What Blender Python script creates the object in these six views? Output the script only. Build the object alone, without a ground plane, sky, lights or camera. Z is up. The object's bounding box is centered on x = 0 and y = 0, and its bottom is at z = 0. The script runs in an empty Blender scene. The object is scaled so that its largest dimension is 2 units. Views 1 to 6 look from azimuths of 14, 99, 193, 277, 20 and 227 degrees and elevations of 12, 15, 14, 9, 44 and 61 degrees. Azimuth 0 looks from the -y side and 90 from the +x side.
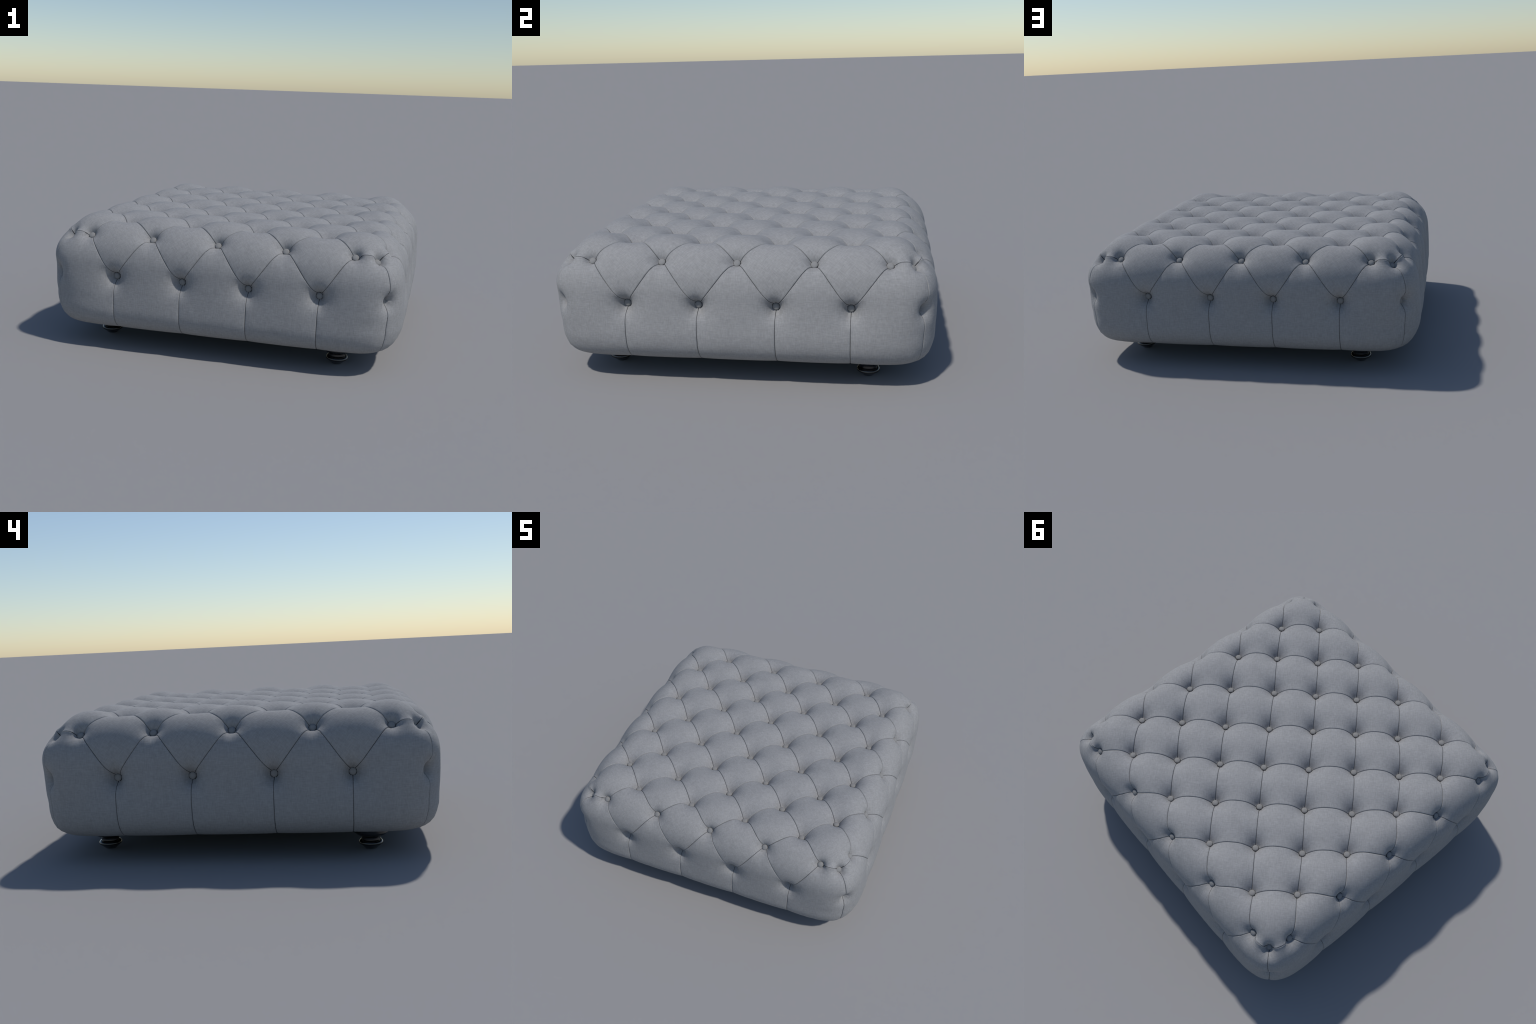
"""Square button-tufted ottoman on four turned black feet.

The upholstery is described by one smooth pillow-box hull.  Buttons are pulled
in below that hull; pleat seams run between neighbouring buttons; every panel
of cloth between the seams is a puffed patch whose depth below the hull decays
away from its seams and buttons (screened Laplace relaxation).
"""
import bpy, math
import numpy as np
from mathutils import Matrix, Vector

# ------------------------------------------------------------------ hull
HALF_X, HALF_Y = 0.989, 0.983      # half widths of the puffed body
PLAN_Z = (0.13, 0.20, 0.30, 0.42, 0.54, 0.70)     # squareness of the plan at these heights
PLAN_SQ = (12.5, 9.4, 9.6, 13.6, 13.4, 13.4)
TOP_Z, TOP_ROLL_Z, TOP_ROLL_M, TOP_POWER = 0.7445, 0.490, 0.76, 2.05
BOT_Z, BOT_ROLL_Z, BOT_ROLL_M, BOT_POWER = 0.119, 0.250, 0.87, 2.2


def hull_value(p):
    """0 on the hull, negative inside: flat top and walls joined by elliptic rolls."""
    z = p[..., 2]
    lean = np.interp(z, (0.13, 0.20, 0.28, 0.42, 0.55), (0.985, 0.995, 1.002, 0.995, 0.989))
    ax, ay = np.abs(p[..., 0]) / (HALF_X * lean), np.abs(p[..., 1]) / HALF_Y
    sq = np.interp(z, PLAN_Z, PLAN_SQ)
    m = (ax ** sq + ay ** sq + 1e-30) ** (1 / sq)
    up = z > 0.40
    m0 = np.where(up, TOP_ROLL_M, BOT_ROLL_M)
    k = np.where(up, TOP_POWER, BOT_POWER)
    mm = (m - m0) / (1 - m0)
    w = np.where(up, (z - TOP_ROLL_Z) / (TOP_Z - TOP_ROLL_Z), (BOT_ROLL_Z - z) / (BOT_ROLL_Z - BOT_Z))
    corner = (np.maximum(mm, 0) ** k + np.maximum(w, 0) ** k + 1e-30) ** (1 / k) - 1
    return corner * np.where(up, 0.27, 0.135)


def hull_gradient(p):
    g = np.empty_like(p)
    for c in range(3):
        e = np.zeros(3)
        e[c] = 1e-4
        g[..., c] = (hull_value(p + e) - hull_value(p - e)) / 2e-4
    return g


def to_hull(p):
    p = np.array(p, float)
    for _ in range(25):
        g = hull_gradient(p)
        step = (hull_value(p) / ((g * g).sum(-1) + 1e-12))[..., None] * g
        n = np.linalg.norm(step, axis=-1, keepdims=True)
        p -= step * np.minimum(1.0, 0.04 / (n + 1e-12))
    return p


def hull_normal(p):
    g = hull_gradient(p)
    return g / np.linalg.norm(g, axis=-1, keepdims=True)


# ------------------------------------------------------------------ buttons
# Quincunx lattice in half steps (i along x, j along y); i + j is odd at a button.
EVEN_X, ODD_X = {0: 0.0, 2: 0.370, 4: 0.733}, {1: 0.185, 3: 0.565}
EVEN_Y, ODD_Y = {0: 0.0, 2: 0.385, 4: 0.752}, {1: 0.197, 3: 0.567}
ROW_OUT, ROW_Z = 0.886, 0.637      # upper row, on the rolled edge
LOW_X_OUT, LOW_Y_OUT, LOW_Z = 0.924, 0.930, 0.425
CORNER_TOP = (0.846, 0.865, 0.619)
CORNER_LOW = (0.893, 0.894, 0.421)
DOME = 0.0128                      # button height above the pulled-in cloth


def sgn(v):
    return (v > 0) - (v < 0)


def coord(i, even, odd):
    a = abs(i)
    return sgn(i) * (even[a] if a % 2 == 0 else odd[a])


def button_place(i, j):
    ai, aj = abs(i), abs(j)
    if ai <= 4 and aj <= 4:
        z = 0.6745 if max(ai, aj) == 4 else 0.6685
        return (coord(i, EVEN_X, ODD_X), coord(j, EVEN_Y, ODD_Y), z)
    if ai == 5:
        return (sgn(i) * ROW_OUT, coord(j, EVEN_Y, ODD_Y), ROW_Z)
    if aj == 5:
        return (coord(i, EVEN_X, ODD_X), sgn(j) * ROW_OUT, ROW_Z)
    if ai == 6:
        return (sgn(i) * LOW_X_OUT, coord(j, EVEN_Y, ODD_Y), LOW_Z)
    return (coord(i, EVEN_X, ODD_X), sgn(j) * LOW_Y_OUT, LOW_Z)


buttons = {}
for i in range(-4, 5):
    for j in range(-4, 5):
        if (i + j) % 2:
            buttons[(i, j)] = button_place(i, j)
for s in (-1, 1):
    for k in (-4, -2, 0, 2, 4):
        buttons[(5 * s, k)] = button_place(5 * s, k)
        buttons[(k, 5 * s)] = button_place(k, 5 * s)
    for k in (-3, -1, 1, 3):
        buttons[(6 * s, k)] = button_place(6 * s, k)
        buttons[(k, 6 * s)] = button_place(k, 6 * s)
for sx in (-1, 1):
    for sy in (-1, 1):
        buttons[('top', sx, sy)] = tuple(np.array(CORNER_TOP) * (sx, sy, 1))
        buttons[('low', sx, sy)] = tuple(np.array(CORNER_LOW) * (sx, sy, 1))

anchor, pull, face_dir = {}, {}, {}
for key, p in buttons.items():
    p = np.array(p)
    q = to_hull(p[None])[0]
    anchor[key] = q
    face_dir[key] = hull_normal(q[None])[0]
    pull[key] = np.linalg.norm(q - p) + DOME

# ------------------------------------------------------------------ seams
REST_SIDE, REST_TOP = 0.005, 0.024   # how far a seam lies below the hull
SEAT_R = 0.0188                      # flat seat of a button
UNDER_Z = 0.122                    # height of the underside


def foot_point(key):
    """Point on the underside where the seam below a low button ends."""
    x, y, _ = buttons[key]
    if key[0] == 'low':
        x, y = 0.80 * key[1], 0.80 * key[2]
    elif abs(key[0]) == 6:
        x, y = sgn(x) * 0.80, y * 0.985
    else:
        x, y = x * 0.985, sgn(y) * 0.80
    return to_hull(np.array([[x, y, UNDER_Z]]))[0]


def spread(a, b, ts):
    return to_hull(a[None] * (1 - ts[:, None]) + b[None] * ts[:, None])


def even_curve(pts, n):
    d = np.r_[0, np.cumsum(np.linalg.norm(np.diff(pts, axis=0), axis=1))]
    s = np.linspace(0, d[-1], n)
    return np.stack([np.interp(s, d, pts[:, c]) for c in range(3)], 1)


def down_curve(key, n):
    """Hull line from a low button to the underside, bulging round the bottom."""
    a, b = anchor[key], foot_point(key)
    mid = np.array([a[0] * 0.75 + b[0] * 0.25, a[1] * 0.75 + b[1] * 0.25, 0.20])
    if key[0] != 'low':
        c = 1 if abs(key[0]) == 6 else 0
        mid[c] = b[c] * 0.3 + a[c] * 0.7
    pts = np.concatenate([spread(a, mid, np.linspace(0, 1, 60)), spread(mid, b, np.linspace(0, 1, 60))])
    return to_hull(even_curve(pts, n))


DENSE = 161
seam_cache = {}


def seam(a, b):
    """Dense hull curve and depth below the hull, from a to b (b may be 'foot')."""
    if (a, b) in seam_cache:
        return seam_cache[(a, b)]
    if (b, a) in seam_cache:
        p, d = seam_cache[(b, a)]
        return p[::-1], d[::-1]
    if b == 'foot':
        p = down_curve(a, DENSE)
    else:
        p = even_curve(spread(anchor[a], anchor[b], np.linspace(0, 1, 101)), DENSE)
        p = to_hull(p)
    s = np.r_[0, np.cumsum(np.linalg.norm(np.diff(p, axis=0), axis=1))]
    L = s[-1]
    rest = REST_SIDE + (REST_TOP - REST_SIDE) * np.clip(hull_normal(p)[:, 2], 0, 1) ** 4
    expo = 3.0 - 1.6 * np.clip(hull_normal(p)[:, 2], 0, 1) ** 2
    half = min(L / 2, 0.145) if b != 'foot' else 0.15

    def near(t):
        return (1 - np.sin(np.pi / 2 * np.clip((t - SEAT_R) / (half - SEAT_R), 0, 1))) ** expo
    near_a = near(s)
    d = rest + (pull[a] - rest) * near_a
    if b == 'foot':
        fade = np.clip((s - 0.10) / (L - 0.10), 0, 1)
        d = d - rest * 0.75 * fade
    else:
        near_b = near(L - s)
        d = d + (pull[b] - rest) * near_b
    seam_cache[(a, b)] = (p, d)
    return p, d


# ------------------------------------------------------------------ panels
edge_in = np.array([0, .003, .0065, .011, .017, .027, .045])
ticks = np.concatenate([edge_in, np.linspace(.07, .93, 27), 1 - edge_in[::-1]])
REACH_SIDE, REACH_TOP = 0.052, 0.140  # metres over which tufting fades into a panel
PUFF_SIDE, PUFF_TOP = 2.8, 4.75   # stuffing pressure (bulge curvature, 1/m)
GROOVE_W, GROOVE_D = 0.0048, 0.0080


def sample_side(parts, ts):
    """Join seams end to end into one patch side, sampled at ts (depth, position)."""
    n = len(parts)
    pos = np.empty((len(ts), 3))
    dep = np.empty(len(ts))
    for k, (p, d) in enumerate(parts):
        lo, hi = k / n, (k + 1) / n
        sel = (ts >= lo) & (ts <= hi)
        u = (ts[sel] - lo) / (hi - lo) * (len(p) - 1)
        idx = np.arange(len(p))
        for c in range(3):
            pos[sel, c] = np.interp(u, idx, p[:, c])
        dep[sel] = np.interp(u, idx, d)
    return pos, dep


def side_ticks(*sides):
    """Finer spacing at mid side where a button sits between two seams."""
    if all(len(x) == 1 for x in sides):
        return ticks
    near = np.array([.012, .026, .042, .062, .085])
    far = ticks[(ticks < .40) | (ticks > .60)]
    return np.sort(np.concatenate([far, [.5], .5 - near, .5 + near]))


def build_panel(south, east, north, west, groove=(1, 1, 1, 1)):
    """Sides are lists of (points, depths): south/north run with a, west/east with b."""
    ta, tb = side_ticks(south, north), side_ticks(west, east)
    NA, NB = len(ta), len(tb)
    S, dS = sample_side(south, ta)
    Nn, dN = sample_side(north, ta)
    W, dW = sample_side(west, tb)
    E, dE = sample_side(east, tb)
    a = ta[:, None, None]
    b = tb[None, :, None]
    coons = ((1 - b) * S[:, None] + b * Nn[:, None] + (1 - a) * W[None] + a * E[None]
             - (1 - a) * (1 - b) * S[0] - a * (1 - b) * S[-1] - (1 - a) * b * Nn[0] - a * b * Nn[-1])
    base = coons.copy()
    base[1:-1, 1:-1] = to_hull(coons[1:-1, 1:-1])
    nrm = hull_normal(base)
    # --- screened relaxation of the depth
    D = np.zeros((NA, NB))
    D[:, 0], D[:, -1], D[0, :], D[-1, :] = dS, dN, dW, dE
    la = np.linalg.norm(np.diff(base, axis=0), axis=2)
    lb = np.linalg.norm(np.diff(base, axis=1), axis=2)
    ids = np.arange(NA * NB).reshape(NA, NB)
    flat = base.reshape(-1, 3)
    Lw = np.zeros((NA * NB, NA * NB))
    mass = np.zeros(NA * NB)
    q00, q10, q11, q01 = (x.ravel() for x in (ids[:-1, :-1], ids[1:, :-1], ids[1:, 1:], ids[:-1, 1:]))
    for tri in ((q00, q10, q11), (q00, q11, q01), (q00, q10, q01), (q10, q11, q01)):
        for k in range(3):                       # cotangent weights, both quad diagonals
            o, u, v = tri[k], tri[(k + 1) % 3], tri[(k + 2) % 3]
            e1, e2 = flat[u] - flat[o], flat[v] - flat[o]
            cr = np.linalg.norm(np.cross(e1, e2), axis=1) + 1e-12
            w = np.clip((e1 * e2).sum(1) / cr, -20, 20) * 0.25
            np.add.at(Lw, (u, v), -w)
            np.add.at(Lw, (v, u), -w)
            np.add.at(Lw, (u, u), w)
            np.add.at(Lw, (v, v), w)
            np.add.at(mass, o, cr / 12)
    free = ids[1:-1, 1:-1].ravel()
    edge = np.setdiff1d(ids.ravel(), free)
    nz = np.clip(nrm[1:-1, 1:-1, 2].ravel(), 0, 1)
    reach = REACH_SIDE + (REACH_TOP - REACH_SIDE) * nz ** 2
    puff = PUFF_SIDE + (PUFF_TOP - PUFF_SIDE) * nz ** 1.5
    puff = puff * np.clip((flat[free, 2] - 0.12) / 0.16, 0.0, 1)      # flat along the lower hem
    A = Lw[np.ix_(free, free)]
    me = np.arange(len(free))
    A[me, me] += mass[free] / reach ** 2
    rhs = -Lw[np.ix_(free, edge)] @ D.ravel()[edge] - puff * mass[free]
    inner = base[1:-1, 1:-1].reshape(-1, 3)
    for key in buttons:                                    # cloth is flat under a button
        r = np.linalg.norm(inner - anchor[key], axis=1)
        hold = np.clip(1 - (r - SEAT_R) / 0.003, 0, 1)
        A[me, me] += hold * 1e4
        rhs += hold * 1e4 * pull[key]
    D[1:-1, 1:-1] = np.linalg.solve(A, rhs).reshape(NA - 2, NB - 2)
    # --- rolled lip along every seam
    da = np.concatenate([np.zeros((1, NB)), np.cumsum(la, 0)])
    db = np.concatenate([np.zeros((NA, 1)), np.cumsum(lb, 1)], 1)
    dist = np.full((NA, NB), 1.0)
    if groove[3]: dist = np.minimum(dist, da)
    if groove[1]: dist = np.minimum(dist, da[-1:] - da)
    if groove[0]: dist = np.minimum(dist, db)
    if groove[2]: dist = np.minimum(dist, db[:, -1:] - db)
    x = np.clip(dist / GROOVE_W, 0, 1)
    D = D + GROOVE_D * (1 - np.sqrt(np.clip(1 - (1 - x) ** 2, 0, 1)))
    return base - nrm * D[..., None]


# ------------------------------------------------------------------ materials
def nodes_of(mat):
    mat.use_nodes = True
    nt = mat.node_tree
    nt.nodes.clear()
    return nt, nt.nodes, nt.links


def fabric(name, light, dark, bump=0.35):
    mat = bpy.data.materials.new(name)
    nt, nd, ln = nodes_of(mat)
    out = nd.new('ShaderNodeOutputMaterial')
    bs = nd.new('ShaderNodeBsdfPrincipled')
    ln.new(bs.outputs[0], out.inputs[0])
    tc = nd.new('ShaderNodeTexCoord')
    info = nd.new('ShaderNodeObjectInfo')
    shift = nd.new('ShaderNodeVectorMath')
    shift.operation = 'SCALE'
    shift.inputs[0].default_value = (7.3, 11.7, 5.1)
    ln.new(info.outputs['Random'], shift.inputs['Scale'])
    add = nd.new('ShaderNodeVectorMath')
    ln.new(tc.outputs['Object'], add.inputs[0])
    ln.new(shift.outputs[0], add.inputs[1])

    def threads(scale):
        mp = nd.new('ShaderNodeMapping')
        mp.inputs['Scale'].default_value = scale
        ln.new(add.outputs[0], mp.inputs[0])
        nz = nd.new('ShaderNodeTexNoise')
        nz.inputs['Scale'].default_value = 1.0
        nz.inputs['Detail'].default_value = 3.0
        nz.inputs['Roughness'].default_value = 0.6
        ln.new(mp.outputs[0], nz.inputs['Vector'])
        return nz.outputs['Fac']

    warp = threads((175, 36, 60))
    weft = threads((36, 175, 60))
    blotch = threads((22, 22, 22))
    m1 = nd.new('ShaderNodeMath'); m1.operation = 'ADD'
    ln.new(warp, m1.inputs[0]); ln.new(weft, m1.inputs[1])
    m2 = nd.new('ShaderNodeMath'); m2.operation = 'MULTIPLY_ADD'
    ln.new(blotch, m2.inputs[0]); m2.inputs[1].default_value = 0.25
    ln.new(m1.outputs[0], m2.inputs[2])
    rg = nd.new('ShaderNodeMapRange')
    rg.inputs['From Min'].default_value = 0.80
    rg.inputs['From Max'].default_value = 1.45
    ln.new(m2.outputs[0], rg.inputs['Value'])
    mix = nd.new('ShaderNodeMix'); mix.data_type = 'RGBA'
    mix.inputs['A'].default_value = (*dark, 1)
    mix.inputs['B'].default_value = (*light, 1)
    ln.new(rg.outputs[0], mix.inputs['Factor'])
    ln.new(mix.outputs['Result'], bs.inputs['Base Color'])
    bs.inputs['Roughness'].default_value = 0.92
    bs.inputs['Specular IOR Level'].default_value = 0.15
    bs.inputs['Sheen Weight'].default_value = 0.05
    bs.inputs['Sheen Roughness'].default_value = 0.45
    bp = nd.new('ShaderNodeBump')
    bp.inputs['Strength'].default_value = bump
    bp.inputs['Distance'].default_value = 0.0012
    ln.new(m1.outputs[0], bp.inputs['Height'])
    ln.new(bp.outputs[0], bs.inputs['Normal'])
    return mat


def simple(name, color, rough, spec=0.5, coat=0.0, grain=0.0):
    mat = bpy.data.materials.new(name)
    nt, nd, ln = nodes_of(mat)
    out = nd.new('ShaderNodeOutputMaterial')
    bs = nd.new('ShaderNodeBsdfPrincipled')
    ln.new(bs.outputs[0], out.inputs[0])
    tc = nd.new('ShaderNodeTexCoord')
    nz = nd.new('ShaderNodeTexNoise')
    nz.inputs['Scale'].default_value = 90
    nz.inputs['Detail'].default_value = 3
    ln.new(tc.outputs['Object'], nz.inputs['Vector'])
    mix = nd.new('ShaderNodeMix'); mix.data_type = 'RGBA'
    mix.inputs['A'].default_value = (*[c * (1 - grain) for c in color], 1)
    mix.inputs['B'].default_value = (*[c * (1 + grain) for c in color], 1)
    ln.new(nz.outputs['Fac'], mix.inputs['Factor'])
    ln.new(mix.outputs['Result'], bs.inputs['Base Color'])
    bs.inputs['Roughness'].default_value = rough
    bs.inputs['Specular IOR Level'].default_value = spec
    bs.inputs['Coat Weight'].default_value = coat
    bs.inputs['Coat Roughness'].default_value = 0.12
    return mat


CLOTH = fabric('grey_linen', (0.322, 0.322, 0.325), (0.246, 0.246, 0.249))
BUTTON_CLOTH = fabric('grey_linen_shade_darkened', (0.256, 0.256, 0.255), (0.226, 0.226, 0.225), 0.12)  # same linen, darkened for the shade inside the dimples
CREASE_SHADE = simple('modelled_crease_shadow', (0.022, 0.022, 0.024), 0.9, 0.1, 0, 0.2)
LACQUER = simple('black_lacquered_wood', (0.006, 0.006, 0.007), 0.22, 0.5, 0.6, 0.3)
DUSTCOVER = simple('black_dust_cover', (0.03, 0.03, 0.032), 0.95, 0.1, 0, 0.25)

# ------------------------------------------------------------------ objects
scene_col = bpy.context.scene.collection
root = bpy.data.objects.new('tufted_ottoman', None)
scene_col.objects.link(root)
root['label'] = 'large square grey linen ottoman with deep button tufting'
root['category'] = 'ottoman'


def add_object(name, mesh, mat, matrix=None, parent=None):
    ob = bpy.data.objects.new(name, mesh)
    scene_col.objects.link(ob)
    if mat and not mesh.materials:
        mesh.materials.append(mat)
    if matrix is not None:
        ob.matrix_world = matrix
    ob.parent = parent or root
    return ob


def grid_mesh(name, P, mat):
    """Panel mesh in its own frame: local x along its a-lines, z outwards."""
    n, m = P.shape[:2]
    c = P[n // 2, m // 2]
    ex = P[n // 2 + 4, m // 2] - P[n // 2 - 4, m // 2]
    ey = P[n // 2, m // 2 + 4] - P[n // 2, m // 2 - 4]
    ez = np.cross(ex, ey)
    ez /= np.linalg.norm(ez)
    ex /= np.linalg.norm(ex)
    if name == 'side_panel':                     # weave runs level on the sides
        ex = np.cross((0, 0, 1), ez)
        ex /= np.linalg.norm(ex)
    ey = np.cross(ez, ex)
    R = np.stack([ex, ey, ez], 1)
    L = (P.reshape(-1, 3) - c) @ R
    faces = [(i * m + j, (i + 1) * m + j, (i + 1) * m + j + 1, i * m + j + 1)
             for i in range(n - 1) for j in range(m - 1)]
    me = bpy.data.meshes.new(name)
    me.from_pydata(L.tolist(), [], faces)
    me.polygons.foreach_set('use_smooth', [True] * len(me.polygons))
    me.update()
    mat4 = Matrix.Identity(4)
    for r in range(3):
        for k in range(3):
            mat4[r][k] = R[r, k]
        mat4[r][3] = c[r]
    return add_object(name, me, mat, mat4)


def outward(P):
    n, m = P.shape[:2]
    e1 = P[n // 2 + 2, m // 2] - P[n // 2 - 2, m // 2]
    e2 = P[n // 2, m // 2 + 2] - P[n // 2, m // 2 - 2]
    c = P[n // 2, m // 2]
    return np.dot(np.cross(e1, e2), hull_normal(c[None])[0]) > 0


def make_panel(name, south, east, north, west, groove=(1, 1, 1, 1)):
    P = build_panel(south, east, north, west, groove)
    if not outward(P):
        P = P[::-1]
    return grid_mesh(name, P, CLOTH)


def diamond(center):
    i, j = center
    w, s, e, n = (i - 1, j), (i, j - 1), (i + 1, j), (i, j + 1)
    # corners w, s, e, n ; a runs w->s, b runs w->n
    return [seam(w, s)], [seam(s, e)], [seam(n, e)], [seam(w, n)]


# diamonds on the top, and those rolling over the edge
for i in range(-4, 5):
    for j in range(-4, 5):
        if (i + j) % 2 == 0 and not (abs(i) == 4 and abs(j) == 4):
            make_panel('diamond_panel', *diamond((i, j)))
for s in (-1, 1):
    for k in (-3, -1, 1, 3):
        make_panel('diamond_panel', *diamond((5 * s, k)))
        make_panel('diamond_panel', *diamond((k, 5 * s)))

# pentagons at the four top corners
for sx in (-1, 1):
    for sy in (-1, 1):
        A, B, C, D = (3 * sx, 4 * sy), (4 * sx, 3 * sy), (5 * sx, 4 * sy), (4 * sx, 5 * sy)
        K = ('top', sx, sy)
        make_panel('corner_panel', [seam(A, B)], [seam(B, C)], [seam(D, K), seam(K, C)], [seam(A, D)])


# tall panels of the sides
def underside_line(k1, k2):
    p = spread(foot_point(k1), foot_point(k2), np.linspace(0, 1, DENSE))
    d = np.full(DENSE, REST_SIDE * 0.25)
    return p, d


def rev(sm):
    return sm[0][::-1], sm[1][::-1]


for axis in (0, 1):
    for s in (-1, 1):
        def key(lane, k):
            return (lane * s, k) if axis == 0 else (k, lane * s)
        for k in (-2, 0, 2):
            l, u, r = key(6, k - 1), key(5, k), key(6, k + 1)
            make_panel('side_panel', [underside_line(l, r)], [rev(seam(r, 'foot'))],
                       [seam(l, u), seam(u, r)], [rev(seam(l, 'foot'))], (0, 1, 1, 1))
        for t in (-1, 1):
            l, u = key(6, 3 * t), key(5, 4 * t)
            sx, sy = (s, t) if axis == 0 else (t, s)
            K, KL = ('top', sx, sy), ('low', sx, sy)
            make_panel('side_panel', [underside_line(l, KL)],
                       [rev(seam(KL, 'foot')), seam(KL, K)],
                       [seam(l, u), seam(u, K)], [rev(seam(l, 'foot'))], (0, 1, 1, 1))

# dark tube modelled along every pleat to draw its crease shadow
SHADE_TUBE_R = 0.0022
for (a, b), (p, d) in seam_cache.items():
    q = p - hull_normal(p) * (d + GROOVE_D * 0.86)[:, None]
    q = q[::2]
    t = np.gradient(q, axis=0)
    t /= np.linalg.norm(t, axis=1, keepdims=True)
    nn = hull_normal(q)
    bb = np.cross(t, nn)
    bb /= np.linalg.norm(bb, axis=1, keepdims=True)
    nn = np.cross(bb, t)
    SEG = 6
    ring = [q + SHADE_TUBE_R * (math.cos(2 * math.pi * k / SEG) * bb + math.sin(2 * math.pi * k / SEG) * nn)
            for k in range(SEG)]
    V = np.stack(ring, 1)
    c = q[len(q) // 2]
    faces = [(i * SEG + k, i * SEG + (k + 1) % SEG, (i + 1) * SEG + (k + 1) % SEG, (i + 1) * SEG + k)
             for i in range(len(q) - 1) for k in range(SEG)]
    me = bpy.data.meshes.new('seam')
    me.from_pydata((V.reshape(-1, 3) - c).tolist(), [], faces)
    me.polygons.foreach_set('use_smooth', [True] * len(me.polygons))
    add_object('seam', me, CREASE_SHADE, Matrix.Translation(c))


# ------------------------------------------------------------------ lathe
def lathe(name, profile, segs, sharp_deg=35):
    verts, faces = [], []
    n = len(profile)
    for k in range(segs):
        a = 2 * math.pi * k / segs
        for r, z in profile:
            verts.append((r * math.cos(a), r * math.sin(a), z))
    for k in range(segs):
        k2 = (k + 1) % segs
        for i in range(n - 1):
            faces.append((k * n + i, k2 * n + i, k2 * n + i + 1, k * n + i + 1))
    faces.append(tuple(k * n for k in reversed(range(segs))))
    faces.append(tuple(k * n + n - 1 for k in range(segs)))
    me = bpy.data.meshes.new(name)
    me.from_pydata(verts, [], faces)
    me.polygons.foreach_set('use_smooth', [True] * len(me.polygons))
    me.set_sharp_from_angle(angle=math.radians(sharp_deg))
    me.update()
    return me


# cloth-covered domed button
BR = 0.0182
prof = [(BR * 0.86, -0.014), (BR * 0.97, -0.006), (BR, 0.000)]
for k in range(1, 9):
    a = k / 9 * math.pi / 2
    prof.append((BR * math.cos(a) ** 0.9, 0.0085 * math.sin(a)))
prof.append((BR * 0.02, 0.0085))
button_mesh = lathe('button', prof, 28, 60)
button_mesh.materials.append(BUTTON_CLOTH)
# contact shadow round the button, built as a near-black ring
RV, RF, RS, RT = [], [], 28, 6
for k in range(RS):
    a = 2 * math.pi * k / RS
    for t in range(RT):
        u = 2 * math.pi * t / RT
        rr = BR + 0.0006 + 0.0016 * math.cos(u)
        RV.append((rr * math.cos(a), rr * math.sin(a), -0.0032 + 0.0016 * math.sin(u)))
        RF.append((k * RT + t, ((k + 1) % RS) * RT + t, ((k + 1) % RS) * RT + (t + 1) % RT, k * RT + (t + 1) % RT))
shadow_ring_mesh = bpy.data.meshes.new('button_shadow_ring')
shadow_ring_mesh.from_pydata(RV, [], RF)
shadow_ring_mesh.polygons.foreach_set('use_smooth', [True] * len(shadow_ring_mesh.polygons))
shadow_ring_mesh.materials.append(CREASE_SHADE)
for key, p in buttons.items():
    nrm = Vector(face_dir[key])
    rot = nrm.to_track_quat('Z', 'Y').to_matrix().to_4x4()
    b = add_object('button', button_mesh, None, Matrix.Translation(Vector(p) - nrm * 0.0078) @ rot)
    shadow_ring = add_object('button_shadow_ring', shadow_ring_mesh, None, None, b)
    shadow_ring.matrix_parent_inverse = Matrix.Identity(4)

# turned feet
foot_profile = [(0.024, 0.0), (0.028, 0.0012), (0.040, 0.0115), (0.0535, 0.0225), (0.0590, 0.0270),
                (0.0610, 0.0300), (0.0612, 0.0340), (0.0585, 0.0400), (0.0525, 0.0465), (0.0490, 0.0480),
                (0.0465, 0.0490), (0.0460, 0.0530), (0.0460, 0.0600), (0.0480, 0.0625),
                (0.0560, 0.0660), (0.0700, 0.0730), (0.0810, 0.0820), (0.0850, 0.0880), (0.0870, 0.1350)]
foot_mesh = lathe('leg', foot_profile, 48, 28)
foot_mesh.materials.append(LACQUER)
for k in range(4):
    x, y = 0.722, 0.648
    for _ in range(k):
        x, y = -y, x
    add_object('leg', foot_mesh, None, Matrix.Translation((x, y, 0)))

# underside board
bx, by = 0.83, 0.825
ring = []
for k in range(96):
    a = 2 * math.pi * k / 96
    c, s_ = math.cos(a), math.sin(a)
    r = (abs(c / bx) ** 9 + abs(s_ / by) ** 9) ** (-1 / 9)
    ring.append((r * c, r * s_))
vb = [(x, y, 0.128) for x, y in ring] + [(x, y, 0.150) for x, y in ring]
fb = [tuple(reversed(range(96))), tuple(range(96, 192))]
fb += [(k, (k + 1) % 96, 96 + (k + 1) % 96, 96 + k) for k in range(96)]
me = bpy.data.meshes.new('underside_board')
me.from_pydata(vb, [], fb)
add_object('underside_board', me, DUSTCOVER)
